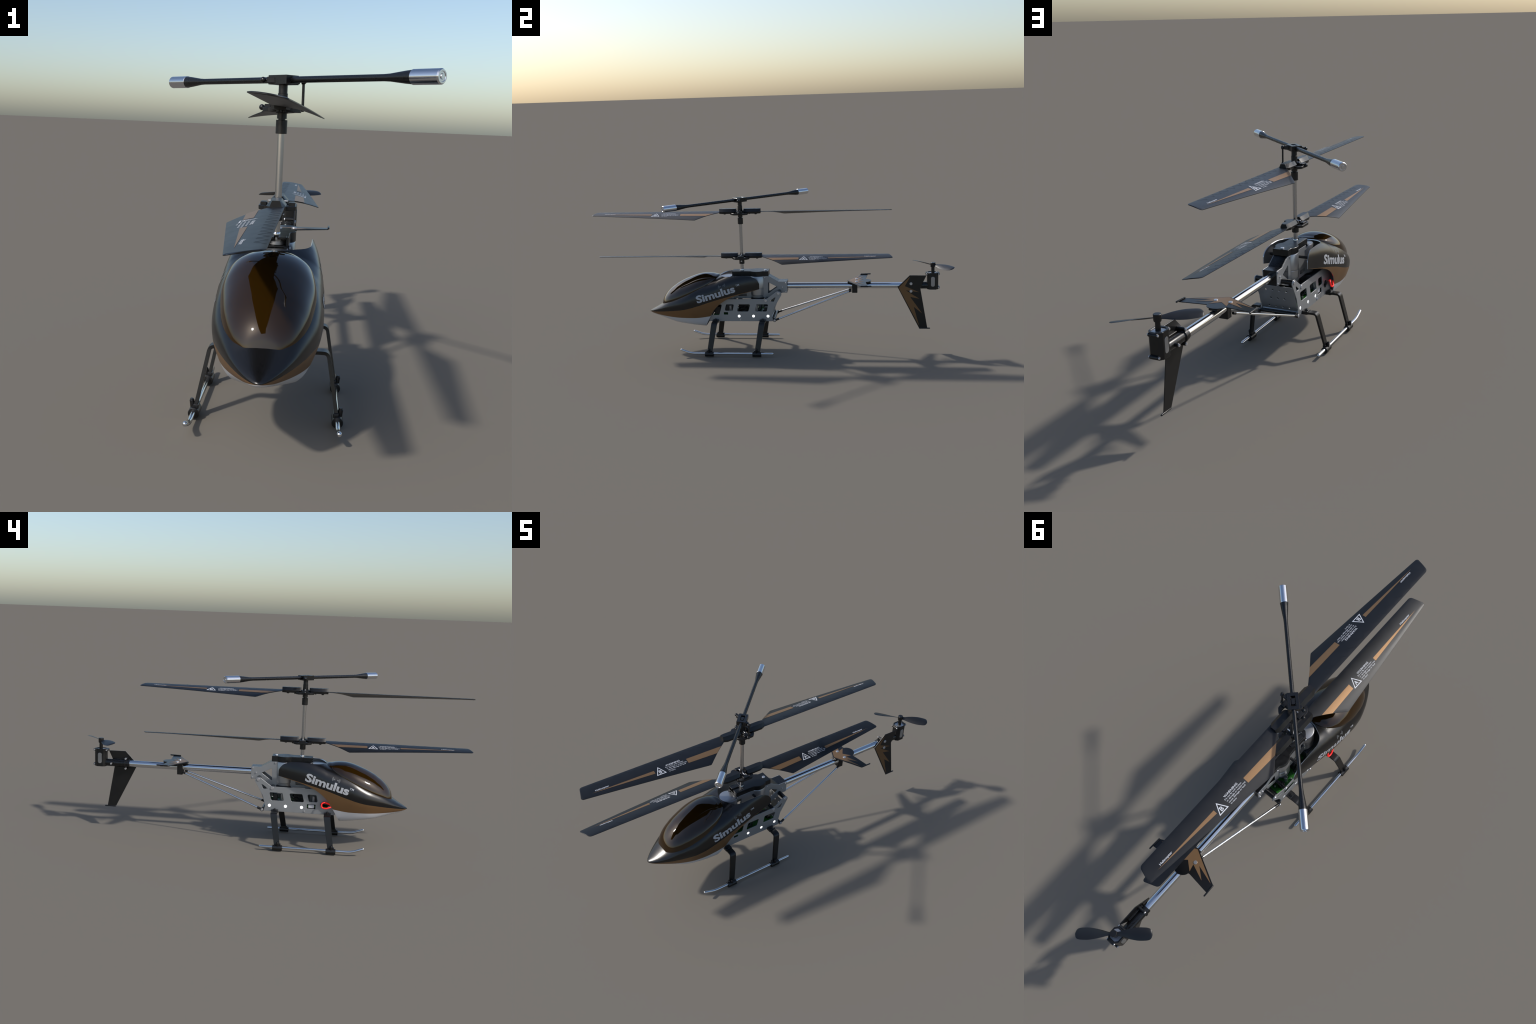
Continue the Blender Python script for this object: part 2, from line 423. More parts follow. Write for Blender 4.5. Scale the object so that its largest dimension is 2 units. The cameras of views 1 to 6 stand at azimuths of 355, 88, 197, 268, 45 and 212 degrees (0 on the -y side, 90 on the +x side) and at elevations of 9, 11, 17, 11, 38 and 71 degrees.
for side, word0, sl, tm, sig in ((1, (-.240, .2975), 16.2, (-.019, .3905), (-.096, .384)), (-1, (-.023, .3585), -15.2, (-.250, .327), (-.178, .361))):
    canopy_print('lettering', text_bm('Simulus', .0405, .2285, bold=.036), LOGO, side, word0, radians(sl))
    canopy_print('lettering', text_bm('TM', .0100, .021, bold=.012), LOGO, side, tm, radians(sl))
    canopy_print('signal_mark', signal_bm(), FAINT, side, sig, radians(sl))

# ------------------------------------------------------------------ frame
WINDOWS = [[(.090, .279), (.158, .279), (.1475, .237), (.081, .237)], [(-.012, .279), (.055, .279), (.0425, .237), (-.023, .237)], [(-.084, .279), (-.038, .279), (-.048, .2415), (-.093, .2415)]]
TRIW = [(.203, .324), (.190, .2945), (.164, .2965)]
SIDE_OUT = rounded([(-.181, .180), (.185, .180), (.1770, .207), (.191, .260), (.235, .335), (.228, .353), (.208, .353), (.147, .3095), (-.175, .3095), (-.205, .25)],
                   [.004, .004, .012, .03, .012, .012, .012, .008, .01, .02])
for side in (1, -1):
    holes = [rounded(w, .0065) for w in WINDOWS] + [rounded(TRIW, .0025)]
    if side > 0:
        holes += [rounded([(-.135, .278), (-.108, .278), (-.125, .217), (-.178, .217)], .006), rounded([(-.0985, .2325), (-.0745, .2325), (-.0745, .219), (-.0985, .219)], .001)]
    else:
        holes += [rounded([(-.082, .2285), (-.038, .2285), (-.038, .2055), (-.082, .2055)], .001), circle(-.128, .229, .0185)]
    holes += [circle(y, .2095, .0076, 20) for y in (-.011, .0715, .1545)]
    sp = plate('side_plate', [SIDE_OUT] + holes, 'yz', side * .0845, side * .0885, FRAME, ROOT)
    face = FACE_R if side > 0 else FACE_L
    for y, z in ((.2175, .3425), (.1445, .3015)): screw(sp, (side * .0885, y, z), rot=face)
    screw(sp, (side * .0885, -.003 if side > 0 else -.026, .1905), SCREW_S, rot=face)
    for y in (-.011, .0715, .1545): cyl('lamp', (side * .0800, y, .2095), (side * .0855, y, .2095), .0073, LED, sp, 20, .0008)

for y, z, r in ((.2175, .3425, .011), (.1445, .3015, .0085)): cyl('cross_bar', (-.0848, y, z), (.0848, y, z), r, SATIN, ROOT)
cyl('cross_bar', (-.0848, .188, .190), (.0848, .188, .190), .008, SATIN, ROOT)

# perforated rear plate, leaning back
tilt = atan2(.215 - .171, .316 - .196)
M = Matrix.Translation((0, .1705, .196)) @ Matrix.Rotation(-tilt, 4, 'X')
holes = [circle(x, z, .0042, 14) for z, xs in ((.017, (-.048, -.016, .016, .048)), (.061, (-.032, 0, .032)), (.104, (-.048, -.016, .016, .048))) for x in xs]
REAR = plate('rear_plate', [rounded([(-.0835, 0), (.0835, 0), (.0835, .128), (-.0835, .128)], .003)] + holes, 'xz', -.0015, .0015, FRAMED, ROOT, mtx=M)
sweep('rear_lip', [(-.083, .170, .194), (.083, .170, .194)], .006, FRAMED, REAR)

box('bottom_tray', (-.0838, -.175, .1805), (.0838, .178, .1845), TRAY, ROOT)

# inner gearbox plates and tail boom clamp
UP = [(-.062, .300), (-.062, .431), (.156, .431), (.212, .398), (.263, .398), (.263, .333), (.236, .333), (.150, .298)]
for side in (1, -1):
    up = plate('gearbox_plate', [rounded(UP, [.003, .003, .003, .008, .003, .003, .005, .01]), rounded([(.154, .395), (.208, .3665), (.152, .327)], .003),
               rounded([(-.022, .331), (.029, .331), (.029, .313), (-.022, .313)], .003), rounded([(-.05, .41), (-.02, .41), (-.02, .36), (-.05, .36)], .004)], 'yz', side * .0305, side * .0335, FRAME, ROOT)
    face = FACE_R if side > 0 else FACE_L
    for y, z in ((.137, .424), (.255, .391), (.236, .366), (.255, .341)): screw(up, (side * .0335, y, z), SCREW_S, rot=face)
plate('boom_clamp', [[(.2625, .3335), (.2625, .3975), (.212, .3975), (.157, .4305), (.149, .4305), (.149, .420), (.205, .386), (.206, .3335)]], 'yz', -.0302, .0302, SATIN, ROOT, bevel=.001)
for side in (1, -1):
    cyl('canopy_peg', (side * .032, .052, .403), (side * .1005, .052, .403), .0065, BLACK, ROOT)

# ------------------------------------------------------------------ motors and gear cover
def motor(y, r, z0, z1):
    o = lathe('motor', (0, y, z0), (0, y, z1), [(0, 0), (0, r - .004), (.004, r - .001), (.014, r - .001), (.0155, r - .003), (.017, r - .003), (.0185, r),
              (.052, r), (.0535, r - .0015), (.0555, r - .0015), (.057, r), (z1 - z0 - .004, r), (z1 - z0 - .001, r - .002), (z1 - z0, r - .005), (z1 - z0, 0)], MOTOR, n=48)
    return o
motor(.091, .0495, .303, .4305)
lathe('motor_collar', (0, .091, .298), (0, .091, .32), [(0, 0), (0, .0515), (.006, .0515), (.008, .049), (.008, 0)], BLACK, n=40)
motor(-.078, .047, .296, .4285)

cov = rounded([(-.0335, 0), (-.0335, .030), (-.0355, .0555)], 0)
arc = [(.050 * sin(a), .091 - .050 * cos(a)) for a in [radians(46 + 88 * k / 12) for k in range(13)]]
right = [(.034, -.004), (.034, .034)] + arc + [(.0355, .136), (.0355, .157)]
outline = right + [(-x, y) for x, y in reversed(right)]
COVER = plate('gear_cover', [outline], 'xy', .431, .459, BLACK, ROOT, bevel=.0012)
bm = bmesh.new()
for s in (1, -1): box_bm(bm, (s * .034 if s < 0 else .0275, -.051, .4313), (s * .0275 if s < 0 else .034, -.0035, .4587), .001)
box_bm(bm, (-.0276, -.049, .4313), (.0276, -.0035, .4355), .0008)
for s in (1, -1): box_bm(bm, (min(s * .0065, s * .0276), -.051, .4535), (max(s * .0065, s * .0276), -.0035, .4587), .0008)
box_bm(bm, (-.0276, -.012, .4535), (.0276, -.0035, .4588), .0008)
for s in (1, -1): cyl_bm(bm, (s * .022, -.046, .430), (s * .037, -.046, .430), .008, 16, .001)
obj('gear_housing_fork', from_bm('gear_housing_fork', bm), BLACK, COVER)
screw(COVER, (0, .137, .4588), rot=FACE_UP)
for s in (1, -1): screw(COVER, (s * .036, -.046, .430), SCREW_S, rot=FACE_R if s > 0 else FACE_L)
lathe('gear_wheel', (0, -.018, .437), (0, -.018, .45), [(0, 0), (0, .024), (.009, .024), (.009, 0)], MOTOR, COVER)

# ------------------------------------------------------------------ electronics inside
BOARD = box('circuit_board', (-.078, -.16, .2135), (.078, .166, .2175), PCB, ROOT, .0005)
bm = bmesh.new()
for lo, hi in (((-.062, .118, .2175), (-.038, .14, .262)), ((.02, .13, .2175), (.058, .15, .252)), ((-.03, .06, .2175), (.02, .10, .228)), ((-.04, -.02, .2175), (.035, .035, .27)), ((.045, -.15, .2175), (.076, -.122, .262)), ((-.02, .115, .2175), (.012, .15, .224))):
    box_bm(bm, lo, hi, .001)
obj('chip', from_bm('chip', bm), CHIP, BOARD)['kind'] = 'stuff'
bm = bmesh.new()
for x, y in ((-.045, .095), (.05, .085), (.055, -.065), (-.055, -.07)): cyl_bm(bm, (x, y, .2177), (x, y, .2655), .0095, 16, .001)
for x, y in ((.02, .128), (.058, .1), (-.03, .15), (-.062, .075)): cyl_bm(bm, (x, y, .2177), (x, y, .232), .004, 12, .0005)
obj('capacitor', from_bm('capacitor', bm), MOTOR, BOARD)['kind'] = 'stuff'
box('charging_socket', (-.0832, -.075, .2085), (-.064, -.045, .2245), WHITE, BOARD)
box('battery', (-.052, -.165, .218), (.040, -.045, .288), TRAY, BOARD, .004)
bm = bmesh.new()
for j in range(4):
    z = .228 + .009 * j; sweep_bm(bm, [(.054 - .012 * sin(k * 1.1 + j), -.03 + .011 * k, z + .004 * sin(k * .9 + j * 2)) for k in range(8)], .0028, 8)
    sweep_bm(bm, [(-.054 + .010 * sin(k * 1.3 + j), -.035 + .012 * k, z + .004 * sin(k * .8 + j * 1.7)) for k in range(8)], .0028, 8)
obj('cable', from_bm('cable', bm), BLACK, BOARD)['kind'] = 'stuff'
sweep('wire_loop', bend([(-.096, -.156, .2360), (-.112, -.128, .2500), (-.118, -.113, .2430), (-.122, -.115, .2230), (-.123, -.138, .2195), (-.108, -.170, .2300)], .013), .0036, RED, ROOT, 12)
sweep('wire_loop', bend([(-.070, -.125, .226), (-.094, -.113, .226), (-.100, -.108, .236), (-.104, -.118, .243), (-.100, -.150, .232)], .012), .0034, BLACK, ROOT, 12)

# ------------------------------------------------------------------ mast
AX, AY = -.001, .003   # true mast position
MAST = lathe('mast', (0, 0, .43), (0, 0, .87), [(0, 0), (0, .0091), (.43, .0091), (.43, 0)], SHAFT, n=28); MAST.location = (AX, AY, 0)
lathe('mast_collar', (0, 0, .459), (0, 0, .47), [(0, 0), (0, .0105), (.005, .0105), (.007, .0092), (.007, 0)], CHROME, MAST)
lathe('mast_collar', (0, 0, .497), (0, 0, .53), [(0, 0), (0, .0140), (.001, .0150), (.032, .0150), (.032, 0)], BLACK, MAST)
screw(MAST, (.0142, 0, .514), SCREW_S)
lathe('mast_collar', (0, 0, .727), (0, 0, .87), [(0, 0), (0, .0142), (.001, .0151), (.0350, .0151), (.0358, .0143), (.0358, .0095), (.039, .0095), (.039, .0131), (.104, .0131), (.105, .0118), (.143, .0118), (.143, 0)], BLACK, MAST)

# ------------------------------------------------------------------ rotor blades
def camber(c): return -1.6 * (c + .02)**2 - .03 * (c + .02)
BLADE_OUT = rounded([(.085, -.0225), (.832, -.0215), (.8555, .0475), (.240, .1105), (.176, .062), (.112, .018), (.085, .018)], [0, .018, .009, .012, .03, .012, 0], 8)
RMAX = max(r for r, c in BLADE_OUT) - 1e-5
TH = .0038
def chord_range(r):
    cs = []; n = len(BLADE_OUT)
    for i in range(n):
        (r0, c0), (r1, c1) = BLADE_OUT[i], BLADE_OUT[(i + 1) % n]
        if (r0 - r) * (r1 - r) <= 0 and abs(r1 - r0) > 1e-9: cs.append(c0 + (c1 - c0) * (r - r0) / (r1 - r0))
    return min(cs), max(cs)

def blade_mesh(mirror):
    rs = [.0855, .1, .112] + [.112 + .128 * k / 16 for k in range(1, 17)] + [.244, .25, .26] + [.26 + .55 * k / 30 for k in range(1, 31)] + [.815, .82, .825] + [RMAX - (RMAX - .825) * (1 - k / 12)**1.6 for k in range(1, 13)]
    N = 14; bm = bmesh.new(); top, bot = [], []
    for r in rs:
        a, b = chord_range(r); T, B = [], []
        for k in range(N + 1):
            t = k / N; c = a + (b - a) * t; z = camber(c); e = TH / 2 * min(1, .5 + 6 * min(t, 1 - t)) * min(1, .3 + 90 * (RMAX - r))
            x = -c if mirror else c
            T.append(bm.verts.new((x, r, z + e))); B.append(bm.verts.new((x, r, z - e)))
        top.append(T); bot.append(B)
    for G in (top, bot):
        for P, Q in zip(G, G[1:]):
            for k in range(N): bm.faces.new((P[k], P[k + 1], Q[k + 1], Q[k]))
    for i in range(len(rs) - 1):
        for k in (0, N): bm.faces.new((top[i][k], top[i + 1][k], bot[i + 1][k], bot[i][k]))
    for i in (0, -1):
        for k in range(N): bm.faces.new((top[i][k], top[i][k + 1], bot[i][k + 1], bot[i][k]))
    bmesh.ops.recalc_face_normals(bm, faces=bm.faces)
    return from_bm('blade', bm)

def on_blade(bm, mirror, step=.012, lift=.0006):
    """Flat drawing in (radius, chord) onto the blade's upper face."""
    chop(bm, step)
    for v in bm.verts:
        r, c = v.co.x, v.co.y; v.co = (-c if mirror else c, r, camber(c) + TH / 2 + lift)
    bmesh.ops.recalc_face_normals(bm, faces=bm.faces)
    for f in bm.faces:
        if f.normal.z < 0: f.normal_flip()
    return bm

def blade_word(body, h, w, r0, c0, mirror, bold=.01):
    bm = text_bm(body, h, w, bold)
    for v in bm.verts: v.co = (r0 - v.co.x if mirror else r0 + v.co.x, c0 - v.co.y, 0)
    return bm

def join_bm(dst, src):
    me = bpy.data.meshes.new('tmp'); src.to_mesh(me); src.free(); dst.from_mesh(me); bpy.data.meshes.remove(me)

def blade_parts(mirror):
    """Blade with its stripes, warning lettering and saw-tooth relief; returns [(name, mesh, material)]."""
    letter = 'B' if mirror else 'A'; out = [('blade', blade_mesh(mirror), BLADE)]
    s0, s1 = (.334, .500) if mirror else (.329, .494)
    st = bmesh.new(); cut0, cut1 = .145, .1845
    join_bm(st, poly_bm([(cut0, .0405), (s0, .0385), (s0, .0635), (cut1, .0685), (.165, .0545)]))
    join_bm(st, poly_bm([(s1, .0385), (.800, .0350), (s1, .0545)]))
    out.append(('stripe', from_bm('stripe', on_blade(st, mirror)), STRIPE))
    wd = bmesh.new()
    tc = .475 if mirror else .358
    tri = [(tc, .0295), (tc + .0215, .0675), (tc - .0215, .0675)]
    join_bm(wd, strip_bm(tri, .0034, closed=True))
    join_bm(wd, blade_word(letter, .0165, .0135 if mirror else .0155, tc + .0068 if mirror else tc - .0078, .0625, mirror, .02))
    sg = -1 if mirror else 1; w0 = .4375 if mirror else .391
    join_bm(wd, blade_word('WARNING', .0082, .0725, w0, .0375, mirror, .014))
    for i, (tx, ln, dx) in enumerate((('Do not fly with broken', .091, -.006), ('or damage or top(x) may', .103, -.004), ('cause damage or lead', .092, -.002), ('to injury', .031, 0))):
        join_bm(wd, blade_word(tx, .0056, ln, w0 + sg * dx, .0455 + .0083 * i, mirror, .004))
    h0 = .779 if mirror else .698
    join_bm(wd, blade_word('Helicopter', .0082, .0635, h0, .0315, mirror, .012))
    out.append(('lettering', from_bm('lettering', on_blade(wd, mirror, .02)), PRINT))
    zz = [(.163 + .02525 * k, -.0185 if k % 2 == 0 else .006) for k in range(25)]
    z = strip_bm(zz, .0008); chop(z, .008)
    for v in z.verts:
        r, c = v.co.x, v.co.y; v.co = (-c if mirror else c, r, camber(c) + TH / 2 + .0001)
    g = bmesh.ops.extrude_face_region(z, geom=z.faces[:])
    bmesh.ops.translate(z, verts=[e for e in g['geom'] if isinstance(e, bmesh.types.BMVert)], vec=(0, 0, .0002))
    bmesh.ops.recalc_face_normals(z, faces=z.faces)
    out.append(('sawtooth_ridge', from_bm('sawtooth_ridge', z), BLADE))
    return out

HEX = [(-.0125, .0165), (.0125, .0165), (.0255, .0010), (.0235, -.0105), (-.0235, -.0105), (-.0255, .0010)]
def grip_mesh():
    bm = bmesh.new(); rows = []
    for y, sc, dz in ((.022, .82, 0), (.030, 1, 0), (.098, 1, 0), (.117, .62, 0)):
        rows.append([bm.verts.new((x * (sc if abs(x) > .02 else max(.8, sc)), y, z)) for x, z in HEX])
    for A, B in zip(rows, rows[1:]):
        for k in range(6): bm.faces.new((A[k], A[(k + 1) % 6], B[(k + 1) % 6], B[k]))
    bm.faces.new(rows[0]); bm.faces.new(rows[-1]); bmesh.ops.recalc_face_normals(bm, faces=bm.faces)
    
    cyl_bm(bm, (0.004, .089, -.0165), (.004, .089, -.008), .0065, 16, .001)
    cyl_bm(bm, (-.009, .052, -.0165), (-.009, .052, -.008), .004, 12, .001)
    box_bm(bm, (-.007, .0, -.004), (.007, .024, .004), .001)
    return from_bm('blade_grip', bm)
GRIP = grip_mesh(); GRIP.polygons.foreach_set('use_smooth', [True] * len(GRIP.polygons)); GRIP.set_sharp_from_angle(angle=radians(22)); GRIP.materials.append(BLACK)

def rotor(z0, mirror):
    bm = bmesh.new()
    me = plate_mesh([rounded([(-.050, -.030), (-.034, -.047), (.034, -.047), (.050, -.030), (.050, .030), (.034, .047), (-.034, .047), (-.050, .030)], .012),
                     rounded([(-.031, -.034), (.031, -.034), (.031, .034), (-.031, .034)], .006)], 'xy', -.0155, -.0040, .0012)
    bm.from_mesh(me); bpy.data.meshes.remove(me)
    box_bm(bm, (-.036, -.011, -.0150), (.036, .011, -.0045), .001)
    lathe_bm(bm, (0, 0, -.018), (0, 0, 1), [(0, 0), (0, .0165), (.017, .0165), (.022, .0125), (.022, 0)], 24)
    for s in (1, -1): box_bm(bm, (min(s * .029, s * .046), -.017, -.012), (max(s * .029, s * .046), .017, .004), .0015)
    hub = obj('rotor', from_bm('rotor_hub', bm), BLACK, ROOT); hub.location = (AX, AY, z0)
    cyl('hub_pin', (-.026, 0, .006), (.026, 0, .006), .0028, SCREW, hub, 12, .0006)
    parts = blade_parts(mirror); first = None
    for end in (0, 1):
        rot = (0, 0, pi * end)
        if end == 0:
            objs = [obj(parts[0][0], parts[0][1], parts[0][2], hub, 40)]
            objs += [obj(n, me, m, hub, 40) for n, me, m in parts[1:]]
        else:
            for o in objs: copy(o, o.name.split('.')[0], hub, rot=rot)
        g = bpy.data.objects.new('blade_grip', GRIP); COL.objects.link(g); g.parent = hub; g.rotation_euler = rot
    return hub
LOWER = rotor(.5435, False)
UPPER = rotor(.7985, True)

# ------------------------------------------------------------------ flybar with weights, linkage
R45 = Matrix.Rotation(radians(-45), 4, 'Z'); Z = .8660
FLY = plate('flybar', [rounded([(-.035, -.0225), (.035, -.0225), (.035, .0225), (-.035, .0225)], .001), rounded([(-.021, -.0095), (.021, -.0095), (.021, .0095), (-.021, .0095)], .001)], 'xy', -.0125, .0115, SATIN, ROOT, .001); FLY.location = (AX, AY, Z); FLY.rotation_euler = (0, 0, radians(-45))
box('teeter_hinge', (-.0125, -.0075, -.013), (.0125, .0075, .009), BLACK, FLY)
rod = [(0, 0), (0, .0083), (.312, .0083), (.330, .0092), (.375, .0145), (.392, .0160), (.396, .0160), (.396, 0)]
BAR = lathe('flybar_rod', (.030, 0, 0), (1, 0, 0), rod, SATIN, FLY)
WT = lathe('weight', (.4255, 0, 0), (1, 0, 0), [(0, 0), (0, .0165), (.001, .0175), (.075, .0175), (.0782, .0150), (.0782, .0118), (.0768, .0108), (.0768, .0066), (.0790, .0056), (.0790, 0)], WEIGHT, FLY)
copy(BAR, 'flybar_rod', FLY, rot=(0, 0, pi)); copy(WT, 'weight', FLY, rot=(0, 0, pi))
bm = bmesh.new()
for z in (.8645, .794):
    for s in (1, -1):
        box_bm(bm, (min(s * .014, s * .043), -.0085, z - .0079), (max(s * .014, s * .043), .0085, z + .0079), .0012)
        cyl_bm(bm, (s * .038, .002, z), (s * .052, .002, z), .0032, 12)
        ball_bm(bm, (s * .0535, .0, z), .0078)
LINK = obj('linkage', from_bm('ball_stud', bm), BLACK, ROOT); LINK.location = (AX, AY, 0)
bm = bmesh.new(); cyl_bm(bm, (.0535, .002, .786), (.0525, .002, .872), .0036, 12, .0005)
for z in (.8645, .794): cyl_bm(bm, (.047, .002, z), (.057, .002, z), .0082, 16, .001)
obj('link_rod', from_bm('link_rod', bm), BLACK, LINK)

# ------------------------------------------------------------------ tail boom, struts
BOOM = lathe('tail_boom', (0, .206, .3665), (0, 2, .3665), [(0, 0), (0, .0172), (.72, .0172), (.72, 0)], CHROME, n=36)
STRUT = []
for s in (1, -1):
    a, b = Vector((s * .090, .193, .1865)), Vector((s * .024, .622, .341)); d = (b - a).normalized()
    st = cyl('strut', a + d * .018, b, .0050, CHROME, ROOT, 16)
    bm = bmesh.new(); cyl_bm(bm, a, a + d * .026, .0062, 14, .0006); cyl_bm(bm, b - d * .012, b + d * .004, .0058, 12, .0005)
    cyl_bm(bm, (s * .083, .192, .1865), (s * .0945, .192, .1865), .0095, 20, .001)
    obj('strut_end', from_bm('strut_end', bm), BLACK, st)
    screw(st, (s * .0943, .192, .1865), SCREW_X, FACE_R if s > 0 else FACE_L).scale = (.8, .8, .8)

# ------------------------------------------------------------------ horizontal stabiliser
half = [(0, .602), (.150, .6775), (.1515, .718), (.046, .706)] + [(.040 * sin(a), .699 + .038 * cos(a)) for a in [radians(78 - 13 * k) for k in range(7)]]
out = half + [(-x, y) for x, y in reversed(half[1:-1])]
STAB = plate('stabiliser', [out], 'xy', .3925, .3955, FIN, ROOT)
flame = [(0, .607), (.139, .6795), (.053, .6545), (.101, .694), (.030, .666), (.038, .698), (0, .666)]
bm = poly_bm(flame + [(-x, y) for x, y in reversed(flame[1:-1])])
for v in bm.verts: v.co.z = .3961
bmesh.ops.recalc_face_normals(bm, faces=bm.faces)
for f in bm.faces:
    if f.normal.z < 0: f.normal_flip()
obj('flame_decal', from_bm('flame_decal', bm), STRIPE, STAB)
for s in (1, -1):
    screw(STAB, (s * .031, .6545, .3950), rot=FACE_UP)
    sweep('winglet', [(s * .151, .679, .3975), (s * .1525, .733, .3985)], .0035, FIN, STAB, 10)
box('boom_bracket', (-.0195, .629, .327), (.0195, .659, .392), BLACK, ROOT, .002)
bm = bmesh.new(); box_bm(bm, (-.018, .604, .384), (.018, .733, .3923), .002); box_bm(bm, (-.040, .632, .386), (.040, .676, .3924), .002)
obj('stabiliser_mount', from_bm('stabiliser_mount', bm), BLACK, STAB)

# ------------------------------------------------------------------ tail fin
FINO = [(.949, .4285), (1.042, .4275), (1.025, .3925), (1.009, .352), (1.0485, .1255), (1.0035, .1215), (.883, .361)]
TFIN = plate('tail_fin', [rounded(FINO, [.001, .001, .02, .006, .001, .003, .003])], 'yz', .0205, .0240, FIN, ROOT)
fl = [(.8885, .359), (.953, .4225), (.9235, .367), (1.002, .332), (.9285, .343), (1.004, .294), (.953, .305), (1.019, .210), (.973, .247), (1.0035, .136)]
bm = poly_bm(fl)
for v in bm.verts: v.co = (.0246, v.co.x, v.co.y)
bmesh.ops.recalc_face_normals(bm, faces=bm.faces)
for f in bm.faces:
    if f.normal.x < 0: f.normal_flip()
obj('flame_decal', from_bm('flame_decal', bm), ORANGE, TFIN)
for z in (.381, .338): screw(TFIN, (.0240, .957, z))
sweep('fin_foot', [(.022, 1.006, .1225), (.0225, 1.061, .1225)], .0036, FIN, TFIN, 10)

# ------------------------------------------------------------------ tail motor mount and tail rotor
TAIL = lathe('tail_sleeve', (0, .919, .3665), (0, 2, .3665), [(0, 0), (0, .0195), (.001, .0208), (.027, .0208), (.0285, .0195), (.13, .0195), (.145, .0175), (.145, 0)], SATIN, n=32)
bm = bmesh.new()
lathe_bm(bm, (0, .936, .3665), (0, 2, .3665), [(0, .019), (0, .0238), (.010, .0238), (.010, .019)], 32)
for z in (.393, .340):
    cyl_bm(bm, (-.013, .940, z), (.0205, .940, z), .0068, 16, .001); box_bm(bm, (-.011, .935, min(z, .3665)), (.0203, .945, max(z, .3665)), .001)
cyl_bm(bm, (-.032, 1.0135, .3665), (-.015, 1.0135, .3665), .0075, 16, .001)
box_bm(bm, (.012, .925, .338), (.0204, 1.004, .388), .001)
obj('fin_clamp', from_bm('fin_clamp', bm), BLACK, TAIL)
for p in ((-.013, .940, .393), (-.013, .940, .340), (-.032, 1.0135, .3665)): screw(TAIL, p, SCREW_S, FACE_L).scale = (1, 1.2, 1.2)
MB = [(.028, 1.060), (.028, 1.094), (.016, 1.1075), (-.016, 1.1075), (-.028, 1.094), (-.028, 1.060), (-.016, 1.0465), (.016, 1.0465)]
CASE = plate('tail_motor_case', [rounded(MB, .005), rounded([(x * .78, 1.077 + (y - 1.077) * .78) for x, y in MB], .004)], 'xy', .3470, .4415, BLACK, ROOT, .0012)
plate('tail_motor', [rounded([(x * .785, 1.077 + (y - 1.077) * .785) for x, y in MB], .004)], 'xy', .349, .4385, MOTOR, CASE)
bm = bmesh.new()
for s in (1, -1):
    me = plate_mesh([rounded([(1.0665, .3645), (1.0875, .3645), (1.0875, .4205), (1.0665, .4205)], .0095)], 'yz', s * .027, s * .0290, .0006); bm.from_mesh(me); bpy.data.meshes.remove(me)
obj('motor_window', from_bm('motor_window', bm), MOTOR, CASE)
bm = bmesh.new()
for y, z in ((1.0435, .434), (1.1095, .434), (1.1095, .357)): cyl_bm(bm, (-.017, y, z), (.017, y, z), .0068, 16, .001)
obj('case_lug', from_bm('case_lug', bm), BLACK, CASE)
for y, z in ((1.0435, .434), (1.1095, .434), (1.1095, .357)):
    for s in (1, -1): screw(CASE, (s * .0168, y, z), SCREW_S, FACE_R if s > 0 else FACE_L)
TR = lathe('tail_rotor', (0, 1.0785, .436), (0, 1.0785, 1), [(0, 0), (0, .0095), (.034, .0090), (.035, .0125), (.040, .0138), (.059, .0138), (.0605, .0125), (.0605, 0)], BLACK, n=28)
def prop_mesh():
    bm = bmesh.new(); rows = []; N = 8
    tab = [(.008, .008, 30), (.02, .0095, 30), (.05, .0180, 26), (.08, .0245, 22), (.105, .0272, 19), (.13, .0262, 17), (.145, .0228, 16), (.1525, .0150, 15), (.156, .004, 15)]
    for i in range(34):
        r = .008 + .1480 * (1 - (1 - i / 33)**1.5)
        h, a = interp([(q[0], q[1]) for q in tab], r), radians(interp([(q[0], q[2]) for q in tab], r))
        T, B = [], []
        for k in range(N + 1):
            t = 2 * k / N - 1; bow = .0035 * (1 - t * t) * h / .025; e = .0011 * (1 - .7 * t * t)
            for L, sg in ((T, 1), (B, -1)): L.append(bm.verts.new((r, h * t * cos(a), h * t * sin(a) + bow + sg * e)))
        rows.append((T, B))
    for (T, B), (T2, B2) in zip(rows, rows[1:]):
        for k in range(N): bm.faces.new((T[k], T[k + 1], T2[k + 1], T2[k])); bm.faces.new((B[k], B[k + 1], B2[k + 1], B2[k]))
        for k in (0, N): bm.faces.new((T[k], B[k], B2[k], T2[k]))
    for T, B in (rows[0], rows[-1]):
        for k in range(N): bm.faces.new((T[k], T[k + 1], B[k + 1], B[k]))
    bmesh.ops.recalc_face_normals(bm, faces=bm.faces); return from_bm('tail_blade', bm)
ang = atan2(.1025, .122)
tb = obj('tail_blade', prop_mesh(), BLADE, TR, 50); tb.location = (0, 1.0785, .4835); tb.rotation_euler = (0, 0, ang); tb.scale = (.97,) * 3
copy(tb, 'tail_blade', TR, loc=(0, 1.0785, .4835), rot=(0, 0, ang + pi), scale=(.97,) * 3)

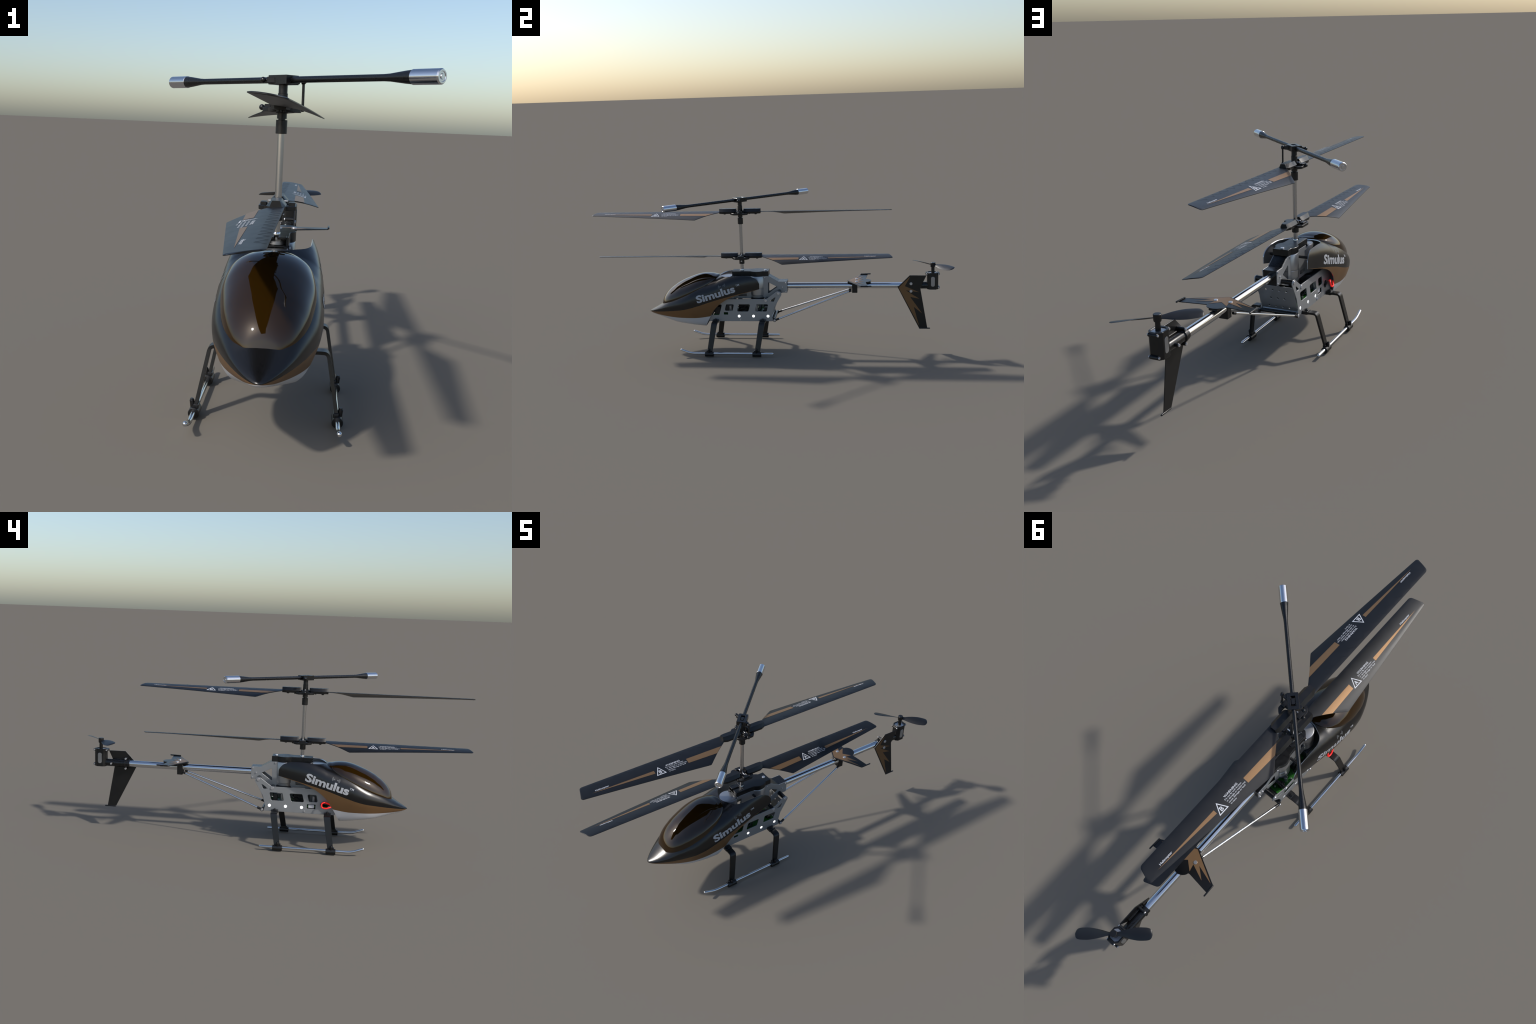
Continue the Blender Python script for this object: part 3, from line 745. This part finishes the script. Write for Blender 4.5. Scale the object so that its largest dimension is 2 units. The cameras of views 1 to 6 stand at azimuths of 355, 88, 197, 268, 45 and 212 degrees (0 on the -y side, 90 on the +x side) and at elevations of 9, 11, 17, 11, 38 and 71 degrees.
# ------------------------------------------------------------------ landing gear
def leg_mesh(s):
    """Flat strap: out from the frame, over the knee, down and forward to the skid."""
    path = bend([(.070, 0, .1825), (.118, 0, .1825), (.124, 0, .1830), (.1515, 0, .1830), (.1815, -.0265, .024)], .016, 7)
    bm = bmesh.new(); rows = []; P = path
    for i, p in enumerate(P):
        d = (P[min(i + 1, len(P) - 1)] - P[max(i - 1, 0)]).normalized(); nn = Vector((-d.z, 0, d.x)).normalized() * .0045
        w = Vector((0, .0165 if i < len(P) - 1 else .0145, 0))
        rows.append([bm.verts.new(Vector((s * q.x, q.y, q.z))) for q in (p - w - nn, p + w - nn, p + w + nn, p - w + nn)])
    for A, B in zip(rows, rows[1:]):
        for k in range(4): bm.faces.new((A[k], A[(k + 1) % 4], B[(k + 1) % 4], B[k]))
    bm.faces.new(rows[0]); bm.faces.new(rows[-1]); bmesh.ops.recalc_face_normals(bm, faces=bm.faces)
    es = [e for e in bm.edges if len(e.link_faces) == 2 and e.calc_face_angle(0) > .8]
    bmesh.ops.bevel(bm, geom=es, offset=.0012, segments=2, affect='EDGES')
    box_bm(bm, tuple(sorted((s * .086, s * .114))[0:1]) + (-.0175, .176), tuple(sorted((s * .086, s * .114))[1:2]) + (.0175, .1915), .0015)
    cyl_bm(bm, (s * .103, 0, .172), (s * .103, 0, .196), .0085, 18, .001)
    cyl_bm(bm, (s * .183, -.053, .0146), (s * .183, -.0035, .0146), .0146, 24, .001)
    box_bm(bm, tuple(sorted((s * .172, s * .186))[0:1]) + (-.045, .016), tuple(sorted((s * .172, s * .186))[1:2]) + (-.012, .036), .0015)
    cyl_bm(bm, (s * .188, -.030, .022), (s * .191, -.030, .044), .0064, 16, .001)
    return from_bm('leg', bm)
for s in (1, -1):
    path = bend([(s * .183, -.333, .039), (s * .183, -.277, .0185), (s * .183, .184, .0175)], .025, 6)
    sk = sweep('skid', path, .0066, CHROME, ROOT, 18)
    first = obj('leg', leg_mesh(s), BLACK, ROOT, 35); first.location = (0, -.145, 0)
    legs = [first, copy(first, 'leg', ROOT, loc=(0, .125, 0))]
    for l in legs:
        screw(l, (s * .103, 0, .195), SCREW_D, FACE_UP)
        screw(l, (s * .191, -.030, .0435), SCREW_D, FACE_UP)
